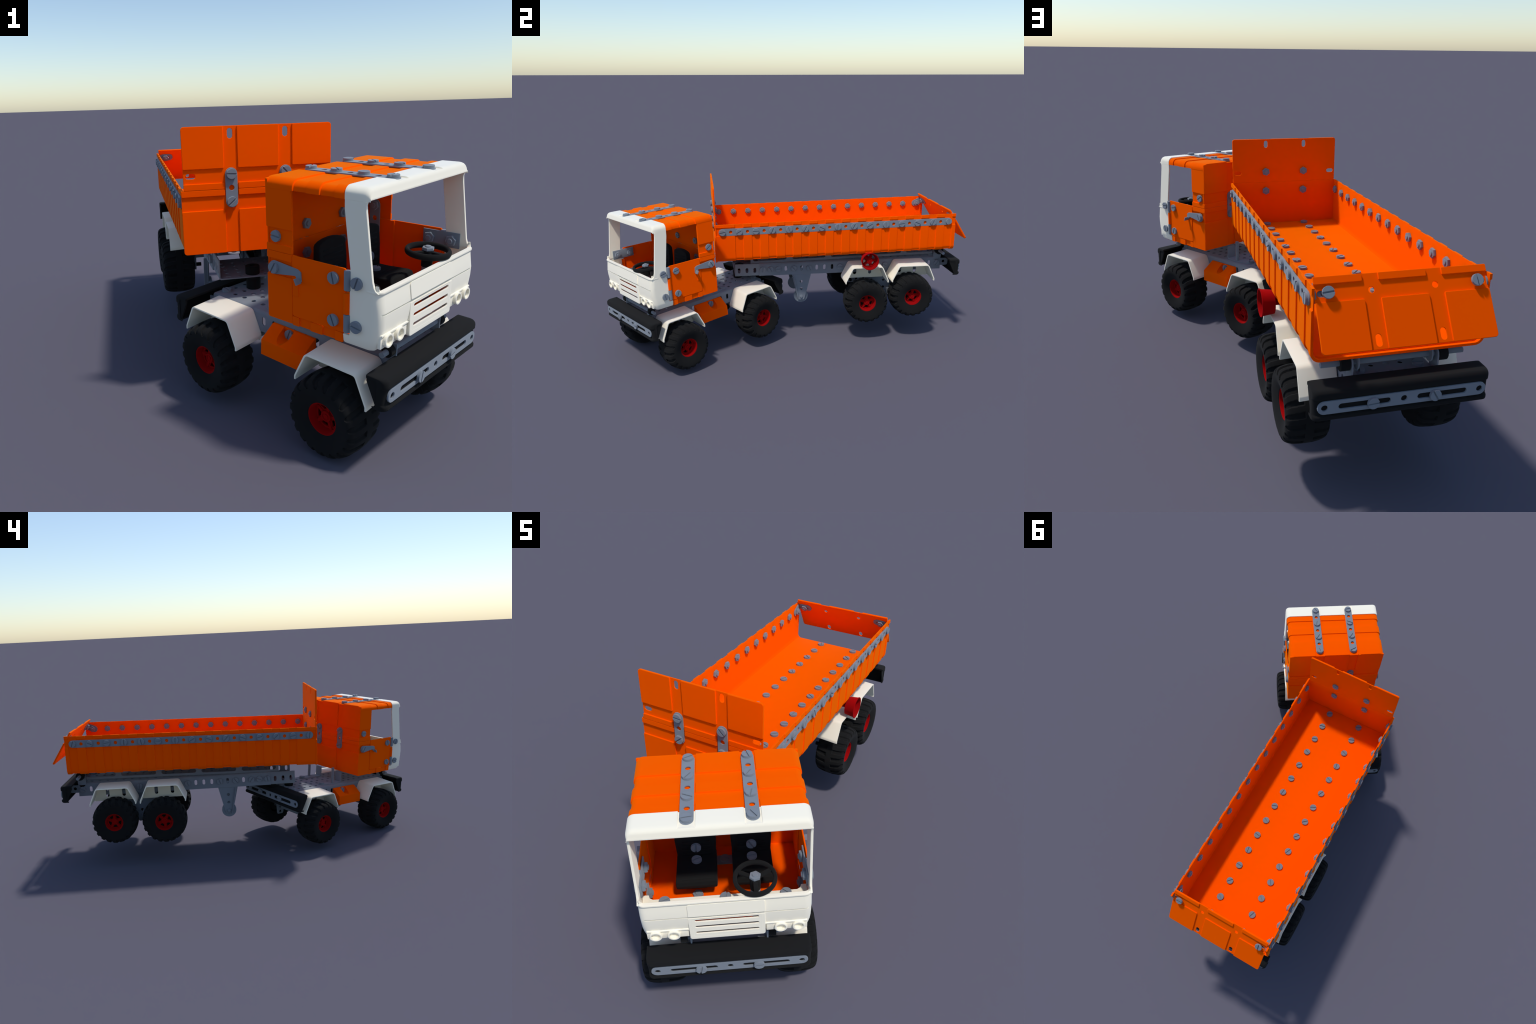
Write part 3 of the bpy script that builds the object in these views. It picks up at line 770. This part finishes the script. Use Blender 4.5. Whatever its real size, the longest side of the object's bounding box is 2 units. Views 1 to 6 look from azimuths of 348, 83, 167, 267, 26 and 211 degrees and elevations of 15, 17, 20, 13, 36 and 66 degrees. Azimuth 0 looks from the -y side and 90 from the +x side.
# ------------------------------------------------------------------ dump bed
BY0, BY1 = -0.3918, 0.9260
BOLT_Y = [-0.3595 + 0.08885 * i for i in range(15)]
WALL_TOP, WALL_BOT = 0.7280, 0.5203
def bed_mesh():
    """U-shaped trough of corrugated sheet; recessed bands at the bolts, a groove along the strip"""
    hw, r, zb = 0.2458, 0.024, WALL_BOT + STEP
    path = []          # (x, z, zone)
    for z in (WALL_TOP, 0.7125, 0.7105, 0.6685, 0.6665, zb + r): path.append((hw, z))
    path += [(hw - r + r * math.cos(a), zb + r - r * math.sin(a)) for a in [math.pi / 2 * i / 8 for i in range(1, 9)]]
    path += [(0.2000, zb), (0.0, zb)]
    full = path + [(-x, z) for x, z in reversed(path[:-1])]
    ys, lows = [], []
    def add(y, low): ys.append(y); lows.append(low)
    add(BY0, 0)
    for i, yb in enumerate(BOLT_Y):
        if i == 0: continue
        add(yb - 0.0225, 0); add(yb - 0.0210, 1); add(yb + 0.0215, 1); add(yb + 0.0232, 0)
    add(BY1, 0)
    bm = bmesh.new(); outer, inner = [], []; N = len(full)
    for y, low in zip(ys, lows):
        ro, ri = [], []
        for i, (x, z) in enumerate(full):
            a, b = full[max(0, i - 1)], full[min(N - 1, i + 1)]
            t = Vector((b[0] - a[0], b[1] - a[1])).normalized(); n = Vector((t.y, -t.x))
            if n.dot(Vector((x, z - 0.70))) < 0: n = -n
            groove = 0.667 < z < 0.711
            d = 0.0 if (low or groove) else STEP
            ro.append(bm.verts.new((x + n.x * d, y, z + n.y * d)))
            ri.append(bm.verts.new((x - n.x * 0.0035, y, z - n.y * 0.0035 if not (0.0 == z) else z)))
        outer.append(ro); inner.append(ri)
    for k in range(len(ys) - 1):
        for i in range(N - 1):
            bm.faces.new((outer[k][i], outer[k][i + 1], outer[k + 1][i + 1], outer[k + 1][i]))
            bm.faces.new((inner[k][i + 1], inner[k][i], inner[k + 1][i], inner[k + 1][i + 1]))
        for i in (0, N - 1): bm.faces.new((outer[k][i], inner[k][i], inner[k + 1][i], outer[k + 1][i]))
    for k in (0, len(ys) - 1):
        for i in range(N - 1): bm.faces.new((outer[k][i], outer[k][i + 1], inner[k][i + 1], inner[k][i]))
    bmesh.ops.recalc_face_normals(bm, faces=bm.faces[:])
    return to_mesh(bm)
bed = part("dump_bed", bed_mesh(), ORANGE, F_BED, angle=28)
FLOOR = 0.5335
part("bed_floor", box(-0.2405, 0.2405, -0.3910, 0.9150, 0.5275, FLOOR, 0.001), ORANGE, I4, bed)
for s in (-1, 1):
    sm = strip_mesh(29, 0.08885 / 2)
    part("side_strip", joined([(sm, axes((0, 1, 0), (0, 0, s), (s * 0.2460, BOLT_Y[0], 0.6868)))]), STEEL, I4, bed)
    for i, y in enumerate(BOLT_Y):
        bolt(bed, (s * (0.2460 + STRIP_T), y, 0.6868), (s, 0, 0))
        nut(bed, (s * (0.2420 - (0.005 if i == 14 else 0)), y, 0.6868), (-s, 0, 0))
        bolt(bed, (s * 2 * P, y, FLOOR), (0, 0, 1))
    # strips under the floor
    us = strip_mesh(30, 0.08885 / 2)
    part("floor_strip", joined([(us, axes((0, 1, 0), (-1, 0, 0), (s * 2 * P, -0.3960, 0.5152)))]), STEEL, I4, bed)
    # sub-frame rail with long slots
    rl = plate([rrect(-0.2030, 0.8640, 0.4610, 0.5190, 0.003)] + [slot(y + 0.012, 0.4855, y + 0.182, 0.4855, 0.0115) for y in (-0.190, 0.0345, 0.2570, 0.4795)] + [slot(0.714, 0.4855, 0.852, 0.4855, 0.0115)], 0.005, 0.0008)
    part("bed_rail", joined([(rl, axes((0, 1, 0), (0, 0, 1), (s * 0.1105 - 0.0025, 0, 0)))]), STEEL, I4, bed)
    lug = plate([slot(0.887, 0.489, 0.887, 0.498, 0.0225), circle(0.887, 0.489, 0.008)], 0.005, 0.0008)
    part("bed_lug", joined([(lug, axes((0, 1, 0), (0, 0, 1), (s * 0.1075 - 0.0025, 0, 0)))]), STEEL, I4, bed)
# bulkhead of two panels tied by two strips
pm = axes((1, 0, 0), (0, 0, 1), (0, -0.3920, 0))
hw_lo = 0.2500
lo_p = kit_panel(hw_lo, 0.2075, slots=False)
up_p = kit_panel(0.2412, 0.1965)
part("bulkhead_panel", joined([(lo_p, pm @ T(0, 0.7284, 0) @ Matrix.Scale(-1, 4, (0, 1, 0)))]), ORANGE, I4, bed)
part("bulkhead_panel", joined([(up_p, pm @ T(0, 0.7279, 0))]), ORANGE, I4, bed)
for s in (-1, 1):
    part("bulkhead_strip", joined([(strip_mesh(3), axes((0, 0, 1), (-1, 0, 0), (s * 2 * P, -0.3962, 0.6875)) )]), STEEL, I4, bed)
    for z in (0.6875, 0.6875 + 2 * P):
        bolt(bed, (s * 2 * P, -0.3962 - STRIP_T, z), (0, -1, 0))
        nut(bed, (s * 2 * P, -0.3920, z), (0, 1, 0))
# tailgate hanging open
ang = math.degrees(math.atan2(0.1035, 0.1625)) - 0.5
gate_m = T(0, 0.8905, 0.7440) @ RX(ang) @ axes((-1, 0, 0), (0, 0, -1), (0, 0, 0))
gate_m = T(0, 0.8905, 0.7440) @ RX(ang) @ Matrix(((1, 0, 0, 0), (0, 0, 1, 0), (0, -1, 0, 0), (0, 0, 0, 1)))
gate = part("tailgate", joined([(kit_panel(0.2412, 0.1965), gate_m)]), ORANGE, I4, bed)
gn = (gate_m.to_3x3() @ Vector((0, 0, 1)))
for s in (-1, 1):
    bolt(bed, gate_m @ Vector((s * 0.2066, 0.0432, 0.0042 + 0.006)), gn)
    part("spacer", cyl(0.006, 0.0095, 12), STEEL, gate_m @ T(s * 0.2066, 0.0432, 0.0018), bed)
    # corner angle: one leg on the wall, one on the gate
    ga = plate([slot(0, 0, 0.030, 0, STRIP_W / 2, 8), slot(0.004, 0, 0.024, 0, 0.0085)], 0.004, 0.0006)
    part("corner_angle", joined([(ga, gate_m @ axes((-s, 0, 0), (0, 1, 0), (s * 0.2180, 0.0432, -0.0045 if s < 0 else -0.0002)))]), STEEL, I4, bed)
    wa = plate([slot(0.874, 0.6868, 0.905, 0.7000, STRIP_W / 2, 8)], 0.004, 0.0006)
    part("corner_angle", joined([(wa, axes((0, 1, 0), (0, 0, 1), (s * 0.2395 - 0.002, 0, 0)))]), STEEL, I4, bed)
    nut(bed, gate_m @ Vector((s * 0.2066, 0.0432, -0.0045)), -gn)
